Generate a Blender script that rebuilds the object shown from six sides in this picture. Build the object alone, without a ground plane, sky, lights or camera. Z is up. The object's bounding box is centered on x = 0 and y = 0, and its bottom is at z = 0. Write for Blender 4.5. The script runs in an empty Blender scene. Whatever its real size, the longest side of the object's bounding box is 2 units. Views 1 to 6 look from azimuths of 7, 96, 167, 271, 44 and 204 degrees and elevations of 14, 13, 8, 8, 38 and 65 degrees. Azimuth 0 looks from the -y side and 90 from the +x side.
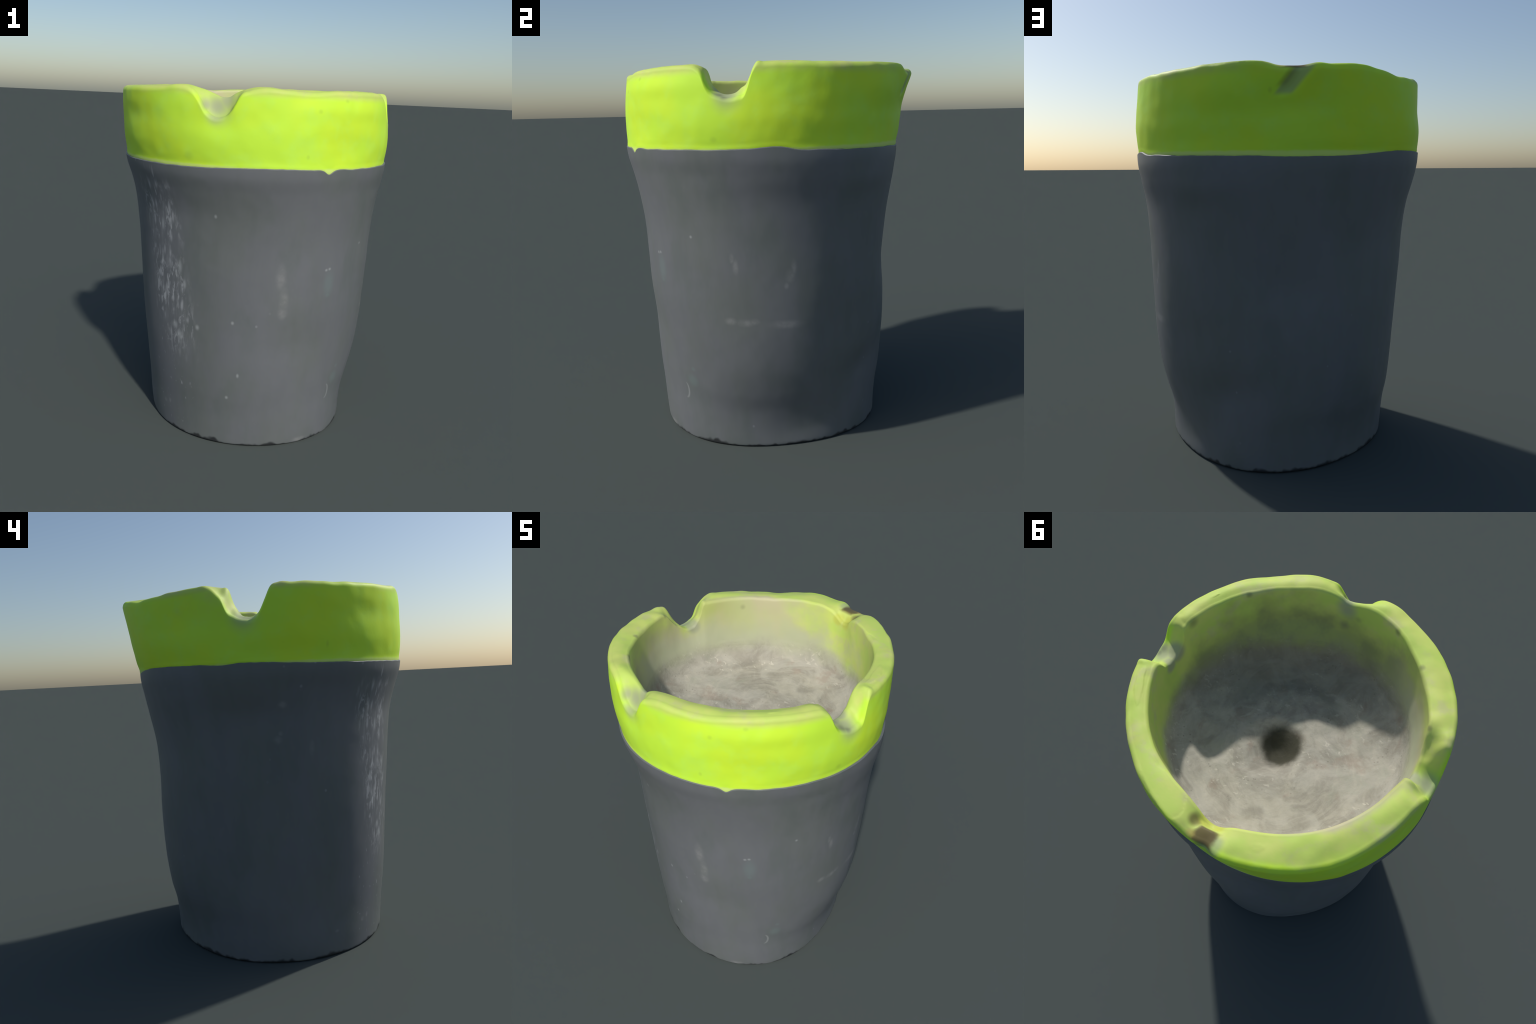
"""A car ashtray cup: a slightly dented dark grey plastic beaker with a lime rim
that carries four cigarette rests, and an ash-filled dish with a stub-out hole inside."""
import bpy, math
import numpy as np
from mathutils import noise, Vector

# ------------------------------------------------------------------ small maths
def hermite(x, xp, fp):
    """Smooth interpolation through control points (finite-difference tangents)."""
    xp = np.asarray(xp, float); fp = np.asarray(fp, float)
    h = np.diff(xp)[:, None] if fp.ndim > 1 else np.diff(xp)
    d = np.diff(fp, axis=0) / h
    m = np.empty_like(fp)
    m[0], m[-1] = d[0], d[-1]
    m[1:-1] = (d[:-1] * h[1:] + d[1:] * h[:-1]) / (h[1:] + h[:-1])
    x = np.clip(x, xp[0], xp[-1])
    i = np.clip(np.searchsorted(xp, x) - 1, 0, len(xp) - 2)
    hh = xp[i + 1] - xp[i]; t = (x - xp[i]) / hh
    if fp.ndim > 1:
        t = t[..., None]; hh = hh[..., None]
    return ((1 + 2*t) * (1-t)**2 * fp[i] + t * (1-t)**2 * hh * m[i]
            + t*t * (3 - 2*t) * fp[i+1] + t*t * (t-1) * hh * m[i+1])

def around(az_deg, table):
    """Periodic version: table of (azimuth in degrees, value)."""
    t = sorted(table)
    xp = [a for a, _ in t]; fp = [v for _, v in t]
    xp = [x - 360 for x in xp[-4:]] + xp + [x + 360 for x in xp[:4]]
    fp = fp[-4:] + fp + fp[:4]
    return hermite((np.asarray(az_deg) + 180) % 360 - 180, xp, fp)

def smooth(x, a, b):
    t = np.clip((x - a) / (b - a), 0, 1)
    return t * t * (3 - 2 * t)

# ------------------------------------------------------------------ the lofted wall
# cross-sections of the outer wall: height, mean radius, sideways shift (x, y), oval part (cos2, sin2),
# three-lobed part (cos3, sin3), four-lobed part (cos4, sin4): the cup is slightly crushed
BODY_SECTIONS = [
    (0.00, 0.618, 0.012, -0.027, -0.014, 0.002, -0.011, -0.006, -0.001, -0.005),
    (0.10, 0.622, 0.010, -0.028, -0.014, 0.003, -0.012, -0.005, -0.001, -0.004),
    (0.20, 0.632, 0.009, -0.026, -0.012, 0.001, -0.012, -0.004, -0.002, -0.004),
    (0.32, 0.652, 0.012, -0.018, -0.008, -0.002, -0.006, -0.001, -0.001, -0.002),
    (0.46, 0.668, 0.016, -0.014, -0.003, -0.003, 0.000, 0.001, 0.000, 0.001),
    (0.62, 0.681, 0.018, -0.014, 0.001, -0.003, 0.001, 0.001, -0.001, 0.002),
    (0.80, 0.691, 0.017, -0.017, 0.004, -0.005, 0.001, 0.002, -0.004, 0.002),
    (1.00, 0.698, 0.014, -0.021, 0.008, -0.005, 0.000, 0.005, -0.004, 0.000),
    (1.20, 0.708, 0.012, -0.021, 0.008, -0.005, -0.002, 0.005, -0.003, -0.001),
    (1.36, 0.728, 0.008, -0.019, 0.006, -0.009, -0.003, 0.005, -0.002, 0.000),
    (1.47, 0.752, 0.002, -0.022, 0.008, -0.009, -0.002, 0.007, -0.001, 0.000),
    (1.55, 0.768, -0.003, -0.028, 0.008, -0.010, 0.000, 0.007, 0.000, 0.001),
    (1.62, 0.772, -0.006, -0.033, 0.008, -0.012, 0.001, 0.006, 0.000, 0.001),
]
RIM_SECTIONS = [
    (1.57, 0.760, -0.005, -0.031, 0.005, -0.014, 0.001, 0.004, 0.000, 0.002),
    (1.61, 0.764, -0.006, -0.030, 0.005, -0.014, 0.002, 0.004, 0.000, 0.002),
    (1.65, 0.769, -0.008, -0.028, 0.004, -0.015, 0.006, 0.003, 0.000, 0.002),
    (1.72, 0.777, -0.011, -0.026, 0.004, -0.014, 0.009, 0.001, -0.002, 0.003),
    (1.80, 0.780, -0.015, -0.023, 0.001, -0.011, 0.011, -0.003, -0.003, 0.005),
    (1.88, 0.780, -0.018, -0.014, -0.004, -0.007, 0.011, -0.006, -0.002, 0.006),
    (1.95, 0.777, -0.018, -0.004, -0.009, -0.004, 0.010, -0.008, 0.001, 0.006),
    (2.00, 0.774, -0.018, 0.002, -0.012, -0.002, 0.009, -0.010, 0.002, 0.006),
]
# dents (-) and bulges (+): azimuth, height, half-width in degrees, half-height, depth
BODY_DENTS = [(50, .37, 17, .13, -.021), (57, .43, 10, .08, -.007), (-38, .09, 28, .13, .016), (155, .08, 18, .10, .008), (-152, .10, 15, .10, .006),
              (20, .10, 17, .08, -.010), (115, .08, 12, .08, -.006), (85, .94, 13, .14, -.009), (-62, .64, 14, .16, -.009), (37, .70, 12, .15, -.009),
              (-157, 1.47, 13, .10, -.010), (176, 1.36, 14, .11, -.009), (-140, .60, 12, .28, .006), (50, 1.42, 14, .07, .006), (-26, 1.48, 13, .07, -.005)]
RIM_DENTS = [(-136, 1.83, 17, .10, -.020), (-42, 1.90, 20, .06, .012), (58, 1.87, 13, .09, .016), (150, 1.83, 11, .10, -.012), (-160, 1.84, 9, .1, -.006),
             (-48, 1.72, 12, .06, -.007), (83, 1.80, 11, .07, -.009), (165, 1.63, 8, .04, .006), (-97, 1.82, 8, .06, -.010)]

def section_radius(table, phi, z):
    t = np.array(table)
    c = hermite(z, t[:, 0], t[:, 1:])
    r = c[..., 0]
    for k in range(1, c.shape[-1] // 2 + 1):
        r = r + c[..., 2*k-1] * np.cos(k * phi) + c[..., 2*k] * np.sin(k * phi)
    return r

def dents(table, phi, z):
    az = np.degrees(phi); d = 0.0
    for a, h, wa, wh, depth in table:
        u = ((az - a + 180) % 360 - 180) / wa
        d = d + depth * np.exp(-u * u - ((z - h) / wh) ** 2)
    return d

def body_radius(phi, z): return section_radius(BODY_SECTIONS, phi, z) + dents(BODY_DENTS, phi, z)
def rim_radius(phi, z): return section_radius(RIM_SECTIONS, phi, z) + dents(RIM_DENTS, phi, z)

# height of the rim's outer crest around the cup; the four dips are the cigarette rests
OUTER_CREST = [
    (-177, 1.957), (-174, 1.977), (-169, 1.975), (-161, 1.977), (-154, 1.975), (-148, 1.974),
    (-140, 1.974), (-127, 1.977), (-121, 1.981), (-115, 1.985), (-110, 1.983), (-107, 1.965),
    (-104, 1.917), (-102, 1.874), (-100, 1.850), (-96, 1.841), (-93.3, 1.862), (-91.1, 1.905),
    (-89.5, 1.945), (-86, 1.972), (-83, 1.981), (-72, 1.980), (-60, 1.980), (-53, 1.986),
    (-46, 1.989), (-39, 1.991), (-28, 1.988), (-23, 1.988), (-20, 1.981), (-17.2, 1.946),
    (-16, 1.908), (-14.6, 1.875), (-11, 1.847), (-7.7, 1.836), (-4.4, 1.842), (-1.5, 1.866),
    (-0.3, 1.91), (0.6, 1.95), (2, 1.984), (5, 1.989), (12, 1.993), (23, 1.989), (38, 1.988),
    (44, 1.991), (58, 2.0), (70, 2.0), (74, 1.988), (78, 1.977), (82, 1.974), (87, 1.978),
    (92, 1.986), (96, 1.986), (102, 1.989), (109, 1.984), (115, 1.975), (121, 1.966),
    (125, 1.960), (131, 1.962), (137, 1.970), (147, 1.975), (155, 1.979), (159, 1.980),
    (161.5, 1.965), (163.5, 1.94), (165.5, 1.908), (167, 1.862), (170, 1.828), (173.4, 1.812),
    (176, 1.812), (178, 1.828), (179.3, 1.858), (-179, 1.905)]
INNER_CREST = [
    (-178, 1.872), (-175, 1.905), (-172, 1.945), (-169, 1.966), (-162, 1.970), (-150, 1.970), (-130, 1.973), (-115, 1.977),
    (-108, 1.972), (-105, 1.966), (-101, 1.951), (-97, 1.935), (-94, 1.937), (-92, 1.950),
    (-88, 1.967), (-85, 1.974), (-70, 1.975), (-50, 1.978), (-30, 1.980), (-21, 1.974),
    (-18, 1.95), (-17, 1.914), (-15, 1.883), (-11, 1.853), (-8, 1.853), (-6, 1.861),
    (-4, 1.881), (-2, 1.900), (-1, 1.925), (1.5, 1.962), (4, 1.978), (10, 1.983), (30, 1.982), (50, 1.985),
    (70, 1.988), (75, 1.968), (79, 1.935), (83, 1.925), (87, 1.945), (91, 1.972), (95, 1.980),
    (110, 1.981), (125, 1.970), (145, 1.976), (160, 1.974), (163, 1.970), (166, 1.957),
    (168, 1.897), (170, 1.861), (171, 1.844), (174, 1.829), (175.5, 1.828), (178, 1.842), (179.5, 1.856)]
INNER_RADIUS = [
    (-170, .655), (-150, .655), (-135, .664), (-118, .682), (-102, .686), (-88, .678), (-70, .668), (-45, .668),
    (-25, .665), (-8, .660), (7, .652), (25, .640), (40, .634), (59, .625), (71, .630), (79, .648),
    (86, .655), (93, .645), (105, .640), (130, .632), (150, .632), (160, .632), (172, .650)]
SEAM = [
    (-170, 1.595), (-150, 1.590), (-130, 1.588), (-111, 1.589), (-97, 1.594), (-84, 1.600),
    (-71, 1.602), (-62, 1.599), (-57.3, 1.595), (-55, 1.579), (-52.7, 1.594), (-43, 1.598),
    (-30, 1.600), (-14, 1.599), (0, 1.603), (11, 1.609), (15, 1.598), (26, 1.592), (39, 1.585),
    (53, 1.582), (67, 1.580), (80, 1.576), (92, 1.578), (105, 1.583), (113, 1.592), (127, 1.608),
    (145, 1.607), (158, 1.603), (164, 1.597), (170, 1.604), (177, 1.604)]

N = 720
AZ = np.arange(N) * 360.0 / N - 180
PHI = np.radians(AZ)
seam_z = around(AZ, SEAM) + np.array([0.0022 * noise.noise(Vector((math.cos(p)*9, math.sin(p)*9, 3.0)))
                                      + 0.0012 * noise.noise(Vector((math.cos(p)*26, math.sin(p)*26, 7.0))) for p in PHI])

def lumps(x, y, z, scale, seed):
    return noise.noise(Vector((x * scale + seed, y * scale, z * scale)))

def mesh_from_grid(rows, name, close_start=False, close_end=False):
    """rows: list of (N,3) rings. Returns verts, faces (rings joined, optional centre points)."""
    V = np.concatenate(rows).tolist(); F = []
    for k in range(len(rows) - 1):
        a, b = k * N, (k + 1) * N
        F += [(a + i, a + (i + 1) % N, b + (i + 1) % N, b + i) for i in range(N)]
    return V, F

def ring(r, z):
    r = np.broadcast_to(r, (N,)); z = np.broadcast_to(z, (N,))
    return np.stack([r * np.cos(PHI), r * np.sin(PHI), z], 1)

# ------------------------------------------------------------------ materials
def nodes_of(mat):
    mat.use_nodes = True
    nt = mat.node_tree; nt.nodes.clear()
    return nt

class G:
    """A little helper for writing shader node graphs as expressions."""
    def __init__(s, name):
        s.mat = bpy.data.materials.new(name); s.nt = nodes_of(s.mat)
        s.out = s.nt.nodes.new("ShaderNodeOutputMaterial")
        s.bsdf = s.nt.nodes.new("ShaderNodeBsdfPrincipled")
        s.nt.links.new(s.bsdf.outputs[0], s.out.inputs[0])
        s.P = s.nt.nodes.new("ShaderNodeTexCoord").outputs["Object"]
        sp = s.nt.nodes.new("ShaderNodeSeparateXYZ"); s.nt.links.new(s.P, sp.inputs[0])
        s.x, s.y, s.z = sp.outputs
        s.az = s.m("MULTIPLY", s.m("ARCTAN2", s.y, s.x), 180 / math.pi)
        s.r = s.m("SQRT", s.m("ADD", s.m("MULTIPLY", s.x, s.x), s.m("MULTIPLY", s.y, s.y)))
    def put(s, sock, v):
        if isinstance(v, bpy.types.NodeSocket): s.nt.links.new(v, sock)
        else: sock.default_value = v
    def m(s, op, a, b=0.0, c=0.0, clamp=False):
        n = s.nt.nodes.new("ShaderNodeMath"); n.operation = op; n.use_clamp = clamp
        for k, v in enumerate((a, b, c)): s.put(n.inputs[k], v)
        return n.outputs[0]
    def ramp(s, v, a, b, lo=0.0, hi=1.0):
        n = s.nt.nodes.new("ShaderNodeMapRange"); n.interpolation_type = "SMOOTHSTEP"
        if a > b: a, b, lo, hi = b, a, hi, lo
        for k, q in enumerate((v, a, b, lo, hi)): s.put(n.inputs[k], q)
        return n.outputs[0]
    def vec(s, scale=(1, 1, 1), at=None, shift=(0, 0, 0)):
        n = s.nt.nodes.new("ShaderNodeMapping")
        s.put(n.inputs[0], at or s.P); n.inputs["Scale"].default_value = scale; n.inputs["Location"].default_value = shift
        return n.outputs[0]
    def polar(s, k_az, k_z, shift=0.0):
        """Unrolled coordinates: azimuth in metres along the wall, height."""
        n = s.nt.nodes.new("ShaderNodeCombineXYZ")
        s.put(n.inputs[0], s.m("MULTIPLY", s.az, k_az * 0.0125)); s.put(n.inputs[1], s.m("MULTIPLY", s.z, k_z))
        s.put(n.inputs[2], shift)
        return n.outputs[0]
    def noise(s, scale=5, detail=3, rough=.5, at=None, dist=0.0):
        n = s.nt.nodes.new("ShaderNodeTexNoise")
        s.put(n.inputs["Vector"], at or s.P)
        n.inputs["Scale"].default_value = scale; n.inputs["Detail"].default_value = detail
        n.inputs["Roughness"].default_value = rough; n.inputs["Distortion"].default_value = dist
        return n.outputs["Fac"]
    def voronoi(s, scale, at=None):
        n = s.nt.nodes.new("ShaderNodeTexVoronoi"); s.put(n.inputs["Vector"], at or s.P)
        n.inputs["Scale"].default_value = scale
        return n.outputs["Distance"]
    def mix(s, f, a, b, mode="MIX"):
        n = s.nt.nodes.new("ShaderNodeMix"); n.data_type = "RGBA"; n.blend_type = mode
        s.put(n.inputs[0], f)
        for k, v in ((6, a), (7, b)):
            s.put(n.inputs[k], v if isinstance(v, bpy.types.NodeSocket) else (*v, 1))
        return n.outputs[2]
    def spot(s, az0, z0, w, h, soft=.5):
        """Mask of an elliptical mark on the wall: centre (azimuth, height), half-sizes in metres."""
        u = s.m("MULTIPLY", s.m("SUBTRACT", s.az, az0), 0.0125 / w)
        v = s.m("MULTIPLY", s.m("SUBTRACT", s.z, z0), 1 / h)
        d = s.m("SQRT", s.m("ADD", s.m("MULTIPLY", u, u), s.m("MULTIPLY", v, v)))
        return s.ramp(d, 1 + soft, max(0, 1 - soft))
    def ball(s, c, rad, soft=.4):
        n = s.nt.nodes.new("ShaderNodeVectorMath"); n.operation = "DISTANCE"
        s.put(n.inputs[0], s.P); n.inputs[1].default_value = c
        return s.ramp(n.outputs["Value"], rad * (1 + soft), rad * (1 - soft))
    def most(s, ms):
        o = ms[0]
        for q in ms[1:]: o = s.m("MAXIMUM", o, q)
        return o
    def done(s, color, rough, spec=.5, bump=None, strength=.2, dist=.01):
        s.put(s.bsdf.inputs["Base Color"], color); s.put(s.bsdf.inputs["Roughness"], rough)
        s.bsdf.inputs["Specular IOR Level"].default_value = spec
        if bump is not None:
            b = s.nt.nodes.new("ShaderNodeBump"); s.put(b.inputs["Height"], bump)
            b.inputs["Strength"].default_value = strength; b.inputs["Distance"].default_value = dist
            s.nt.links.new(b.outputs[0], s.bsdf.inputs["Normal"])
        return s.mat

def pol(az, r, z):
    a = math.radians(az); return (r * math.cos(a), r * math.sin(a), z)

def grey_plastic():
    g = G("dark_grey_plastic")
    hue = g.ramp(g.noise(3.2, 3, .55, g.vec((1, 1, .55))), .38, .62)
    col = g.mix(hue, (.134, .147, .141), (.141, .149, .158))
    fine = g.ramp(g.noise(14, 4, .6, g.vec((1, 1, .3))), .3, .7)
    col = g.mix(g.m("MULTIPLY", fine, .3), col, (.164, .174, .180))
    cool = g.ramp(g.noise(4.5, 4, .6, g.vec((1, 1, .45), shift=(5, 2, 3))), .48, .66)
    col = g.mix(g.m("MULTIPLY", cool, .55), col, (.118, .136, .130))
    warm = g.ramp(g.noise(3.6, 4, .6, g.vec((1, 1, .6), shift=(1, 7, 2))), .50, .68)
    col = g.mix(g.m("MULTIPLY", warm, .5), col, (.156, .164, .176))
    # chalky scuffs: a band of short upright flecks, and a thin scatter of specks
    u = g.m("SUBTRACT", g.az, g.m("MULTIPLY", g.m("SUBTRACT", g.z, 1.05), -13.0))
    bw = g.m("MULTIPLY", g.ramp(u, -140, -129), g.ramp(u, -110, -118))
    band = g.m("MULTIPLY", bw, g.m("MULTIPLY", g.ramp(g.z, .40, .75), g.ramp(g.z, 1.53, 1.44)))
    fleck = g.ramp(g.noise(1, 3, .65, g.polar(52, 15, 0.7), .5), .50, .66)
    clump = g.ramp(g.noise(1, 2, .5, g.polar(9, 5, 5.0)), .34, .58)
    dab = g.m("MULTIPLY", g.ramp(g.voronoi(1, g.polar(34, 10, 2.2)), .52, .06), g.ramp(g.noise(1, 2, .5, g.polar(15, 7, 8.0)), .42, .60))
    scuff = g.m("MULTIPLY", g.m("MAXIMUM", g.m("MULTIPLY", fleck, clump), g.m("MULTIPLY", dab, .85)), band)
    haze = g.m("MULTIPLY", band, g.ramp(g.noise(1, 3, .6, g.polar(26, 6, 6.0)), .45, .75))
    col = g.mix(g.m("MULTIPLY", haze, .35), col, (.30, .31, .32))
    low = g.m("MULTIPLY", g.m("MULTIPLY", g.ramp(g.noise(1, 2, .6, g.polar(40, 22, 2.0)), .64, .74), g.spot(-125, .35, .16, .32, .5)), .7)
    tall = g.m("MULTIPLY", g.m("MULTIPLY", g.ramp(g.noise(1, 2, .6, g.polar(38, 6, 9.0)), .60, .74), g.spot(-130, 1.49, .11, .08, .4)), .5)
    col = g.mix(g.m("MULTIPLY", g.most([scuff, low, tall]), .8), col, (.42, .43, .44))
    speck = g.ramp(g.voronoi(1, g.polar(9, 8, 1.3)), .085, .03)
    speck = g.m("MULTIPLY", speck, g.ramp(g.noise(2.3, 2), .5, .62))
    col = g.mix(g.m("MULTIPLY", speck, .35), col, (.34, .35, .37))
    # single marks
    pale = [(-49, 1.055, .007, .006), (-47.2, 1.059, .007, .006), (-98, 1.342, .006, .008), (-92, .307, .007, .008),
            (-87, .450, .006, .010), (-90, .761, .007, .008), (-107, .703, .010, .012), (-27, 1.171, .006, .006),
            (-120, .686, .016, .018), (-117.3, .634, .018, .020), (-116, 1.036, .011, .030), (-113.5, .939, .008, .02), (-126, 1.256, .009, .025)]
    col = g.mix(g.m("MULTIPLY", g.most([g.spot(*p, .95) for p in pale]), .55), col, (.40, .42, .42))
    wob = g.ramp(g.noise(22, 3, .6), .35, .65)
    smudge = [(-70, 1.03, .022, .055), (-68.3, .90, .02, .06), (-68.5, .83, .022, .03), (-8, 1.033, .012, .03), (-9.5, 1.075, .010, .02),
              (-11, .746, .025, .016), (-5, .741, .035, .016), (-1, .75, .02, .014), (15, 1.028, .012, .03), (13.5, .985, .02, .03),
              (12, .935, .01, .014), (12, .732, .07, .018), (-174, 1.399, .018, .015), (-175, 1.256, .010, .010),
              (-176.3, 1.224, .018, .016), (-162, 1.173, .012, .03), (-149, .144, .012, .008), (-131, .158, .013, .012),
              (-127, .170, .010, .014), (-54.5, .021, .035, .014)]
    sm = g.m("MULTIPLY", g.most([g.spot(*p, .7) for p in smudge]), g.m("ADD", g.m("MULTIPLY", wob, .6), .4))
    col = g.mix(g.m("MULTIPLY", sm, .33), col, (.34, .34, .33))
    teal = g.most([g.spot(*p, .7) for p in [(-47, .910, .014, .012), (-47, .975, .03, .06), (-33, .430, .012, .01), (-34, .36, .03, .03)]])
    col = g.mix(g.m("MULTIPLY", teal, .22), col, (.18, .27, .25))
    arc_a = g.m("SUBTRACT", g.spot(-39.2, .285, .026, .046, .12), g.spot(-40.0, .287, .024, .046, .12), clamp=True)
    col = g.mix(g.m("MULTIPLY", arc_a, .4), col, (.36, .37, .37))
    # worn, black-edged chips along the bottom edge
    edge = g.m("ADD", g.z, g.m("MULTIPLY", g.m("SUBTRACT", g.noise(1, 3, .65, g.polar(5, 3, 4.0)), .5), -.15))
    chip = g.ramp(edge, .022, .004)
    col = g.mix(chip, col, (.028, .030, .032))
    fineb = g.noise(60, 3, .6)
    return g.done(col, .52, .35, fineb, .05, .004)

def rim_colour(g):
    """Lime outside, paler and ashy on the crest, stained beige inside."""
    ir = g.m("DIVIDE", 1.0, g.r)
    c = g.m("MULTIPLY", g.x, ir); d = g.m("MULTIPLY", g.y, ir)
    cd = g.m("MULTIPLY", c, d)
    c3 = g.m("MULTIPLY", c, g.m("SUBTRACT", 1.0, g.m("MULTIPLY", g.m("MULTIPLY", d, d), 4.0)))
    rn = g.m("ADD", g.r, g.m("ADD", g.m("MULTIPLY", c, .016), g.m("ADD", g.m("MULTIPLY", d, .016), g.m("MULTIPLY", cd, .018))))
    nz = g.noise(7, 3, .55)
    rj = g.m("ADD", rn, g.m("MULTIPLY", g.m("SUBTRACT", nz, .5), .05))
    patch = g.ramp(g.noise(3.0, 2, .5), .36, .64)
    lime = g.mix(patch, (.57, .90, .055), (.63, .89, .042))
    lime = g.mix(g.m("MULTIPLY", g.ramp(g.noise(9, 3, .6), .45, .75), .35), lime, (.54, .92, .13))
    crest = g.mix(g.ramp(g.noise(5.5, 3, .6), .38, .64), (.54, .70, .14), (.61, .70, .17))
    crest = g.mix(g.m("MULTIPLY", g.ramp(g.noise(8, 4, .6, g.vec(shift=(4, 2, 1))), .52, .70), .55), crest, (.57, .56, .28))
    high = g.m("MULTIPLY", g.ramp(g.z, 1.93, 1.975), g.ramp(rj, .805, .765))
    col = g.mix(g.m("MAXIMUM", g.m("MULTIPLY", g.ramp(rj, .765, .728), g.m("MAXIMUM", g.ramp(g.z, 1.78, 1.88), g.ramp(g.r, .69, .67))), high), lime, crest)
    inner = g.mix(g.ramp(g.noise(3.5, 3, .55, g.vec((1, 1, .6), shift=(2, 0, 0))), .38, .62), (.53, .55, .27), (.56, .52, .31))
    inner = g.mix(g.m("MULTIPLY", g.ramp(g.m("ADD", g.z, g.m("MULTIPLY", g.m("SUBTRACT", nz, .5), .15)), 1.88, 1.72), .85), inner, (.50, .52, .35))
    lip = g.m("MULTIPLY", g.ramp(g.m("ADD", g.z, g.m("MULTIPLY", g.m("SUBTRACT", nz, .5), .12)), 1.80, 1.95), g.ramp(g.y, .45, .15))
    inner = g.mix(g.m("MULTIPLY", lip, .7), inner, (.46, .52, .12))
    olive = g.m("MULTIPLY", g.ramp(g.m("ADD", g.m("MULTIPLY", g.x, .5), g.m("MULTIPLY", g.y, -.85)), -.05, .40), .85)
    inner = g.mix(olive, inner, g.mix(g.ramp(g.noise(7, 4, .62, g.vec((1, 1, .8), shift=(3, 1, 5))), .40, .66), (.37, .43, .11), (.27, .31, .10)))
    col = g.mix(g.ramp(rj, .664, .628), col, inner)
    return col, rn

def ash_colour(g):
    swirl = g.polar(5, 20)
    a = g.ramp(g.noise(4.5, 5, .62, None, 1.2), .36, .64)
    col = g.mix(a, (.325, .303, .252), (.452, .430, .365))
    streak = g.ramp(g.noise(1, 4, .65, g.m_vec(), .4), .40, .66)
    col = g.mix(g.m("MULTIPLY", streak, .55), col, (.55, .515, .425))
    rust = g.ramp(g.noise(9, 3, .6, g.vec(shift=(7, 3, 0))), .56, .72)
    col = g.mix(g.m("MULTIPLY", rust, .4), col, (.36, .275, .22))
    moss = g.ramp(g.noise(5, 3, .6, g.vec(shift=(1, 8, 0))), .55, .72)
    col = g.mix(g.m("MULTIPLY", moss, .35), col, (.36, .38, .30))
    fl = g.m("MULTIPLY", g.ramp(g.noise(30, 2, .5, g.vec((1, 1.5, 1), shift=(.3, .1, 0)), .6), .60, .70), g.ramp(g.noise(5, 2), .46, .60))
    col = g.mix(g.m("MULTIPLY", fl, .55), col, (.68, .64, .54))
    dk = g.m("MULTIPLY", g.ramp(g.voronoi(41, g.vec(shift=(3, 3, 3))), .24, .1), g.ramp(g.noise(6, 2, .5, g.vec(shift=(9, 3, 3))), .52, .66))
    col = g.mix(g.m("MULTIPLY", dk, .4), col, (.13, .12, .10))
    # baked shade of the front side painted into the ash, in patches
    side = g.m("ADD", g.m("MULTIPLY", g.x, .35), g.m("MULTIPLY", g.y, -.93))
    soot_and_shade = g.m("MULTIPLY", g.ramp(g.m("ADD", side, g.m("MULTIPLY", g.m("SUBTRACT", g.noise(6, 5, .68), .5), .7)), .10, .42), .45)
    return g.mix(soot_and_shade, col, (.135, .135, .115))

def m_vec(g):
    # streaks that run round the stub-out hole: stretched along azimuth, fine across radius
    n = g.nt.nodes.new("ShaderNodeCombineXYZ")
    g.put(n.inputs[0], g.m("MULTIPLY", g.m("SINE", g.m("ADD", g.m("MULTIPLY", g.az, math.pi / 180), g.m("MULTIPLY", g.r, 2.5))), 1.6))
    g.put(n.inputs[1], g.m("MULTIPLY", g.m("COSINE", g.m("ADD", g.m("MULTIPLY", g.az, math.pi / 180), g.m("MULTIPLY", g.r, 2.5))), 1.6))
    g.put(n.inputs[2], g.m("ADD", g.m("MULTIPLY", g.r, 12.0), g.m("MULTIPLY", g.noise(4, 3), 3.0)))
    return n.outputs[0]
G.m_vec = m_vec

def blend_ash(g, col, rn):
    """Ash film that covers the wall near the bottom of the dish."""
    zz = g.m("ADD", g.z, g.m("MULTIPLY", g.m("SUBTRACT", g.noise(6, 5, .68), .5), .12))
    inside = g.ramp(g.r, .672, .645)
    f = g.m("MULTIPLY", g.ramp(zz, 1.75, 1.60), inside)
    return g.mix(f, col, ash_colour(g))

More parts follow.
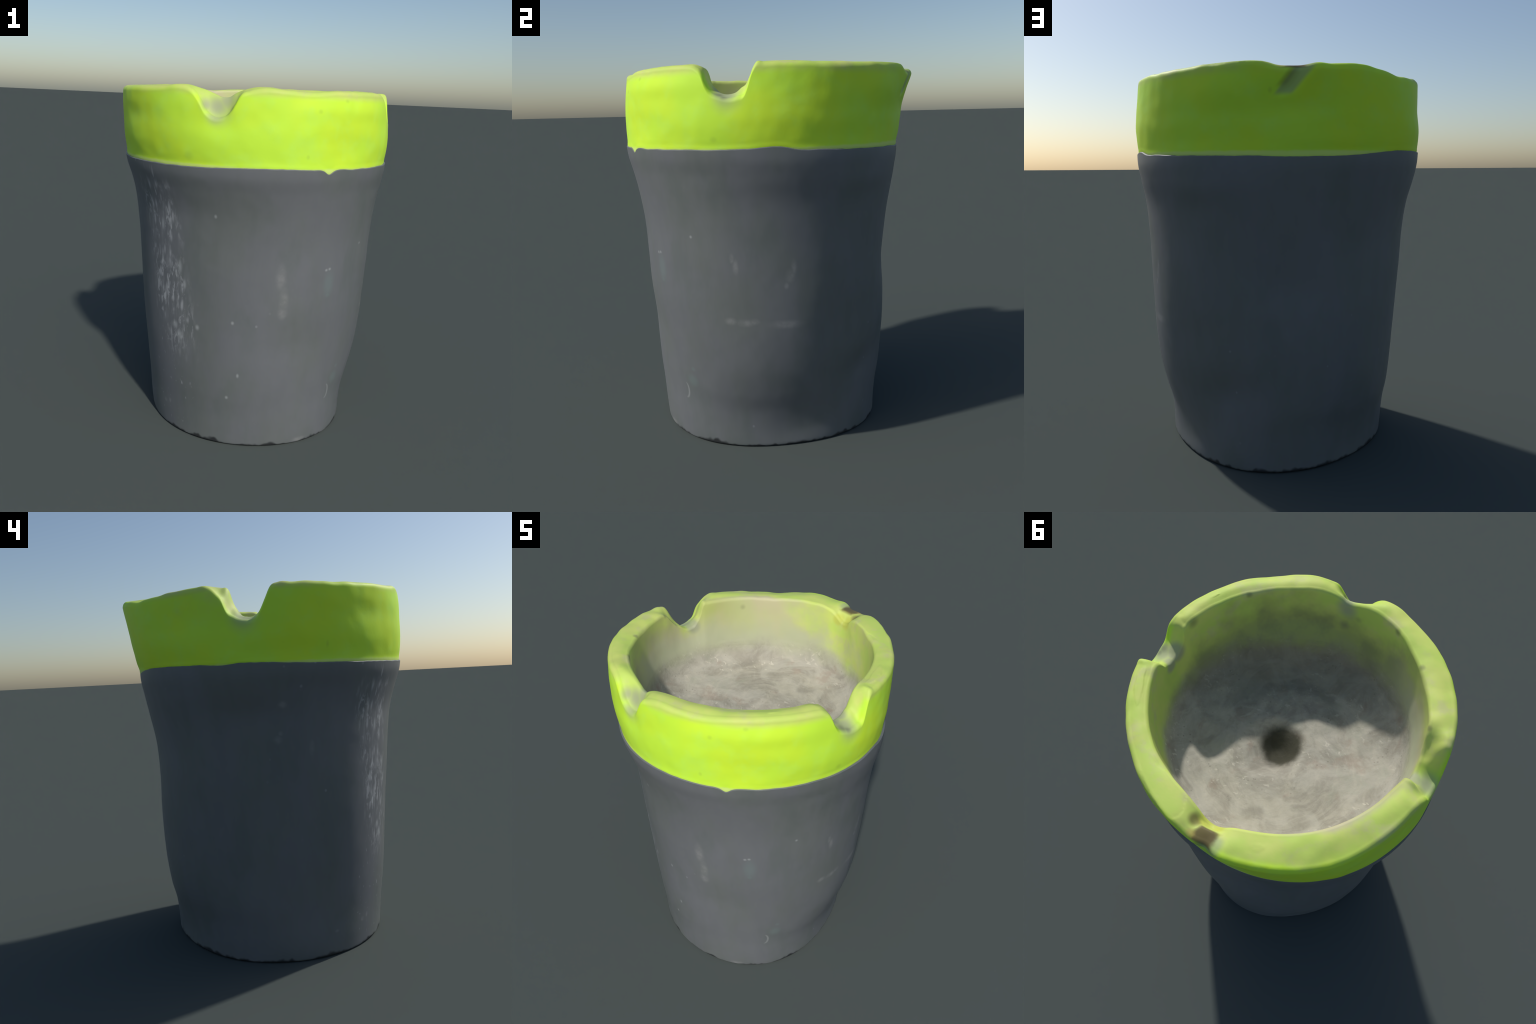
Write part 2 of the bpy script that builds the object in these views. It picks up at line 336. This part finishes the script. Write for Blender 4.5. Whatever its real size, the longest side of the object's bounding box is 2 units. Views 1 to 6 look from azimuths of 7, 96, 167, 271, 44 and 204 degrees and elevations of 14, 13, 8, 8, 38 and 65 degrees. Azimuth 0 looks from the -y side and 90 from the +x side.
def lime_plastic():
    g = G("lime_plastic")
    col, rn = rim_colour(g)
    # ash and burn marks in the four rests
    worn = g.most([g.ball(pol(-97, .790, 1.86), .055, .8), g.ball(pol(-8, .77, 1.84), .06, .8), g.ball(pol(173, .775, 1.825), .06, .8)])
    col = g.mix(g.m("MULTIPLY", worn, .7), col, (.47, .62, .19))
    grey = [g.ball(pol(-98.5, .745, 1.895), .046, .8), g.ball(pol(-95, .70, 1.91), .045, .7), g.ball(pol(-96, .665, 1.90), .045, .7), g.ball(pol(-98, .785, 1.855), .034, .9), g.ball(pol(-102, .76, 1.90), .03, .9),
            g.ball(pol(-9, .735, 1.855), .048, .7), g.ball(pol(-12, .68, 1.855), .05), g.ball(pol(-6, .67, 1.84), .04),
            g.ball(pol(173, .73, 1.83), .050, .7), g.ball(pol(172, .67, 1.83), .045)]
    col = g.mix(g.m("MULTIPLY", g.most(grey), .8), col, (.36, .37, .27))
    soot_and_shade = [g.ball(pol(-92.5, .768, 1.885), .017, .8), g.ball(pol(-94, .772, 1.868), .014, .8), g.ball(pol(-11.5, .752, 1.857), .022, .8), g.ball(pol(-9, .765, 1.845), .016, .8),
            g.ball(pol(-102, .655, 1.87), .018, .8), g.ball(pol(-96, .645, 1.80), .022, .9)]
    col = g.mix(g.m("MULTIPLY", g.most(soot_and_shade), .6), col, (.17, .16, .14))
    # rest bridged by a scan fault: brown fill on top, grey-green wedge outside, yellow inside
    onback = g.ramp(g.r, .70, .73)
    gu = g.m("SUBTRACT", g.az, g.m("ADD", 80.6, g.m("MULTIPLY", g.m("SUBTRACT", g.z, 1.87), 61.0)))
    groove = g.m("MULTIPLY", g.m("MULTIPLY", g.ramp(gu, -4.0, -2.2), g.ramp(gu, 4.0, 1.6)), g.m("MULTIPLY", g.ramp(g.z, 1.840, 1.870), onback))
    col = g.mix(g.m("MULTIPLY", groove, .65), col, (.31, .38, .22))
    brown_edge = g.m("MULTIPLY", g.m("MULTIPLY", g.ramp(gu, -5.5, -3.5), g.ramp(gu, -.5, -2.8)), g.m("MULTIPLY", g.ramp(g.z, 1.875, 1.905), onback))  # darker brown along the groove's left edge
    col = g.mix(g.m("MULTIPLY", brown_edge, .4), col, (.14, .13, .055))
    yel = g.most([g.ball(pol(80, .665, 1.93), .04), g.ball(pol(86, .66, 1.93), .035)])
    col = g.mix(g.m("MULTIPLY", yel, .8), col, (.55, .58, .10))
    baz = g.m("ADD", g.az, g.m("MULTIPLY", g.m("SUBTRACT", g.noise(16, 3), .5), 4.5))
    brown = g.m("MULTIPLY", g.m("MULTIPLY", g.ramp(baz, 78.5, 81.0), g.ramp(baz, 89.0, 86.0)), g.m("MULTIPLY", g.ramp(g.r, .690, .704), g.ramp(g.z, 1.958, 1.970)))
    brown = g.m("MAXIMUM", brown, g.m("MULTIPLY", g.ball(pol(77.5, .690, 1.975), .030, .5), .8))
    col = g.mix(g.m("MULTIPLY", brown, .96), col, (.145, .112, .045))
    rustm = g.ball(pol(79, .755, 1.98), .020, .7)
    col = g.mix(g.m("MULTIPLY", rustm, .6), col, (.50, .36, .10))
    # dents and dots on the outside
    dots = [(-157, 1.681, .007, .014), (-64, 1.666, .007, .010), (-48, 1.942, .010, .008), (-60, 1.887, .009, .009), (-13, 1.649, .014, .012), (-108, 1.645, .02, .018), (75, 1.87, .008, .012)]
    out = g.ramp(rn, .72, .745)
    col = g.mix(g.m("MULTIPLY", g.m("MULTIPLY", g.most([g.spot(*d, .8) for d in dots]), out), .2), col, (.22, .40, .06))
    pits = [g.ball(pol(-122, .675, 1.968), .016, .8), g.ball(pol(-142, .672, 1.972), .013, .8), g.ball(pol(-24, .672, 1.965), .026, .8), g.ball(pol(-52, .668, 1.972), .014, .8),
            g.ball(pol(-170, .66, 1.965), .012, .8), g.ball(pol(143, .645, 1.92), .016, .8)]
    col = g.mix(g.m("MULTIPLY", g.most(pits), .55), col, (.17, .17, .09))
    # rubbed pale bead along the lower edge
    seam_h = g.m("ADD", g.z, g.m("MULTIPLY", g.m("SUBTRACT", g.noise(20, 3, .6), .5), .012))
    bead = g.m("MULTIPLY", g.ramp(seam_h, 1.614, 1.600), out)
    col = g.mix(g.m("MULTIPLY", bead, .65), col, (.68, .80, .28))
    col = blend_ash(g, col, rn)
    return g.done(col, .55, .22, g.noise(26, 3, .6), .10, .006)

def ash():
    g = G("ash")
    col, rn = rim_colour(g)
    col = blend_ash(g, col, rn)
    # stub-out hole: its baked shade is painted into the ash colour
    n = g.nt.nodes.new("ShaderNodeVectorMath"); n.operation = "DISTANCE"
    flat = g.nt.nodes.new("ShaderNodeCombineXYZ"); g.put(flat.inputs[0], g.x); g.put(flat.inputs[1], g.y)
    g.put(n.inputs[0], flat.outputs[0]); n.inputs[1].default_value = (HOLE_SHADE[0], HOLE_SHADE[1], 0)
    dd = g.m("ADD", n.outputs["Value"], g.m("MULTIPLY", g.m("SUBTRACT", g.noise(7, 4, .6), .5), .075))
    col = g.mix(g.m("MULTIPLY", g.ramp(dd, .140, .080), .9), col, (.036, .036, .022))
    return g.done(col, .9, .15, g.noise(38, 3, .6), .3, .008)

HOLE = (0.055, 0.022)       # the pit
HOLE_SHADE = (0.040, -0.018)      # centre of the painted hole shade

# ------------------------------------------------------------------ build: body
def body_rows():
    rows = []
    rho = .014
    rows.append(ring(0.0005, 0.0))
    for f in (.25, .5, .75, .9, .96):
        rows.append(ring(body_radius(PHI, np.full(N, .0)) * f, 0.0))
    for t in np.linspace(0, 90, 7):
        a = math.radians(t)
        rows.append(ring(body_radius(PHI, np.full(N, rho)) - rho + rho * math.sin(a), rho - rho * math.cos(a)))
    top = seam_z + .001
    for f in np.linspace(0, 1, 175)[1:]:
        # denser near the flange under the rim
        w = 1 - (1 - f) ** 1.35
        z = rho + (top - rho) * w
        r = body_radius(PHI, z)
        p = ring(r, z)
        d = np.array([.0014 * lumps(*q, 4.0, 11.0) + .0005 * lumps(*q, 17.0, 3.0) for q in p]) * (1 - smooth(z, 1.52, 1.58)) * smooth(z, .02, .10)
        rows.append(ring(r + d, z))
    r = body_radius(PHI, top)
    rows.append(ring(r - .004, top + .003))
    rows.append(ring(r - .045, top + .004))
    return rows

# ------------------------------------------------------------------ build: rim and dish as one skin
DISH = [(0.0, 1.425), (0.04, 1.431), (0.075, 1.455), (0.105, 1.478), (0.15, 1.495), (0.20, 1.503), (0.28, 1.507), (0.36, 1.513),
        (0.44, 1.525), (0.51, 1.546), (0.56, 1.573), (0.596, 1.612), (0.614, 1.660)]

def skin_rows():
    rows, part = [], []
    zo, zi = around(AZ, OUTER_CREST), around(AZ, INNER_CREST)
    ri = around(AZ, INNER_RADIUS)
    zi = zi + .006 * np.clip((zi - 1.93) / .03, 0, 1)
    rest = np.clip((1.97 - np.minimum(zo, zi)) / .08, 0, 1)          # 1 inside a rest
    rho = .028 - .002 * rest
    zb = seam_z - .001
    # underside and outer wall
    base = rim_radius(PHI, zb)
    rows.append(ring(base - .04, zb + .006)); part.append(0)
    rows.append(ring(base - .004, zb + .001)); part.append(0)
    rows.append(ring(base + .0005, zb + .0015)); part.append(0)
    rows.append(ring(base + .0020, zb + .006)); part.append(0)
    for f in np.linspace(0, 1, 46)[1:]:
        z = zb + .006 + (zo - rho - zb - .006) * f
        r = rim_radius(PHI, z) + .002 * (1 - smooth(z - zb, .006, .03))
        wedge = np.exp(-((AZ - 80.6 - (z - 1.87) * 61) / 2.7) ** 2) * smooth(z, 1.83, 1.885) * .013     # slanted groove of the rest that the scan filled
        lip = np.exp(-((AZ - 91) / 4.5) ** 2) * smooth(z, 1.88, 1.98) * .008
        rows.append(ring(r - wedge + lip, z)); part.append(0)
    ro = rows[-1]; ro_r = np.hypot(ro[:, 0], ro[:, 1])
    ztop = zo
    # rounded outer shoulder
    for t in np.linspace(0, 90, 10)[1:]:
        a = math.radians(t)
        rows.append(ring(ro_r - rho * (1 - math.cos(a)), zo - rho + rho * math.sin(a))); part.append(0)
    r1, z1 = ro_r - rho, zo
    rhi = .019
    r2, z2 = ri + rhi, zi
    filled_top = np.exp(-((AZ - 83.5) / 4.8) ** 4)
    for f in np.linspace(0, 1, 18)[1:]:
        ease = f * f * (3 - 2 * f)
        flat = smooth(f, .55, 1.0)                                    # brown scan fill bridges this rest
        e = ease * (1 - filled_top) + flat * filled_top
        rows.append(ring(r1 + (r2 - r1) * f, z1 + (z2 - z1) * e + .005 * math.sin(math.pi * f))); part.append(0)
    for t in np.linspace(0, 90, 9)[1:]:
        a = math.radians(t)
        rows.append(ring(r2 - rhi * math.sin(a), z2 - rhi + rhi * math.cos(a))); part.append(0)
    # inner wall down to the ash line
    rw, zw = DISH[-1]
    zs = z2 - rhi
    for f in np.linspace(0, 1, 34)[1:]:
        z = zs + (zw - zs) * f
        r = ri + (rw - ri) * (.5 * f + .5 * f * f)
        swell = np.exp(-((AZ + 72) / 30) ** 2) * .056 * smooth(np.full(N, f), .55, 1.0)      # ash caked up the sunny wall
        hollow = np.exp(-((AZ - 14) / 34) ** 2) * .012 * math.sin(math.pi * f)
        r = r - swell + hollow
        rows.append(ring(r, z)); part.append(0 if f < .86 else 1)
    # ash dish
    dr = [p[0] for p in DISH]; dz = [p[1] for p in DISH]
    for f in np.linspace(1, 0, 70)[1:]:
        rr = max(rw * f, .0006)
        cx = HOLE[0] * (1 - smooth(rr, .1, .45)); cy = HOLE[1] * (1 - smooth(rr, .1, .45))
        p = ring(rr * (1 - 0.058 / rw * np.exp(-((AZ + 72) / 30) ** 2) * smooth(rr, .25, rw)), float(hermite(np.array([rr]), dr, dz)[0]))
        p[:, 0] += cx; p[:, 1] += cy
        rows.append(p); part.append(1)
    # lumps
    out = []
    for k, (p, w) in enumerate(zip(rows, part)):
        p = p.copy(); r = np.hypot(p[:, 0], p[:, 1]) + 1e-6
        if w == 0 and k > 4:
            d = np.array([.0050 * lumps(*q, 6.5, 21.0) + .0026 * lumps(*q, 15.0, 5.0) for q in p])
            fade = smooth(p[:, 2], 1.61, 1.66)
            d *= fade
            onwall = smooth(r, .70, .745)
            p[:, 0] += p[:, 0] / r * d * .5; p[:, 1] += p[:, 1] / r * d * .5
            p[:, 2] += d * 1.0 * smooth(p[:, 2], 1.90, 1.97) * (p[:, 2] < 1.994)
        if w == 1:
            amp = smooth(r, .0, .14) * (1 - .5 * smooth(r, .50, .585))
            d = np.array([.012 * lumps(*q, 5.5, 2.0) + .005 * lumps(*q, 13.0, 8.0) + .0012 * lumps(*q, 34.0, 1.0) for q in p]) * amp
            qx, qy = p[:, 0] - HOLE[0], p[:, 1] - HOLE[1]
            rho_h = np.hypot(qx, qy); turn = ((np.arctan2(qy, qx) - 1.9) % (2 * math.pi)) / (2 * math.pi)
            d += .009 * np.exp(-((rho_h - (.125 + .13 * turn)) / (.024 + .02 * turn)) ** 2) * np.sin(math.pi * np.clip(turn * 1.1, 0, 1))     # ridge curling round the pit
            d += .014 * (p[:, 1] - p[:, 0]) / .5 * smooth(r, .05, .3) * (1 - smooth(r, .42, .6))
            d += .020 * np.exp(-((p[:, 0] + .075) ** 2 + (p[:, 1] + .20) ** 2) / .08 ** 2)
            d -= .008 * np.exp(-((p[:, 0] + .22) ** 2 + (p[:, 1] + .21) ** 2) / .10 ** 2)
            for mx, my, mh, mw in ((-.24, .13, .022, .14), (-.10, .14, .010, .07), (-.44, -.14, -.028, .13), (.11, .13, -.020, .08), (.10, -.12, -.010, .09), (.22, -.34, -.014, .10)):
                d += mh * np.exp(-((p[:, 0] - mx) ** 2 + (p[:, 1] - my) ** 2) / mw ** 2)
            first = min(1.0, (k - part.index(1)) / 6)
            p[:, 2] += d * first
        out.append(p)
    return out, part

def add_object(name, V, F, mat, parent, normals=None):
    me = bpy.data.meshes.new(name)
    me.from_pydata([tuple(v) for v in V], [], F); me.update()
    me.polygons.foreach_set("use_smooth", [True] * len(me.polygons))
    me.materials.append(mat)
    if normals is not None:
        me.normals_split_custom_set_from_vertices([tuple(n) for n in normals])
    ob = bpy.data.objects.new(name, me); bpy.context.scene.collection.objects.link(ob)
    ob.parent = parent
    return ob

cup = bpy.data.objects.new("ashtray_cup", None)
bpy.context.scene.collection.objects.link(cup)
cup["label"] = "dented dark grey cup ashtray with notched lime green rim"
cup["category"] = "ashtray"

V, F = mesh_from_grid(body_rows(), "body")
add_object("cup_body", V, F, grey_plastic(), cup)

rows, part = skin_rows()
top = max(p[:, 2].max() for p in rows)
for p in rows:                                                    # the highest lump reaches 2 m
    over = p[:, 2] > 1.988
    p[over, 2] = 1.988 + .012 * np.tanh((p[over, 2] - 1.988) / .012)
top = max(p[:, 2].max() for p in rows)
for p in rows:
    p[:, 2] += (2.0 - top) * smooth(p[:, 2], 1.95, top)
V, F = mesh_from_grid(rows, "skin")
whole = bpy.data.meshes.new("whole_skin"); whole.from_pydata([tuple(v) for v in V], [], F); whole.update()
vn = np.empty(len(V) * 3); whole.vertex_normals.foreach_get("vector", vn); vn = vn.reshape(-1, 3)
bpy.data.meshes.remove(whole)
cut = part.index(1)
Va = np.array(V)
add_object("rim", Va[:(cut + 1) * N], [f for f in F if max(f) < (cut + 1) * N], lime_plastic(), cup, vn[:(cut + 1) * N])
off = cut * N
add_object("ash_dish", Va[off:], [tuple(i - off for i in f) for f in F if min(f) >= off], ash(), cup, vn[off:])
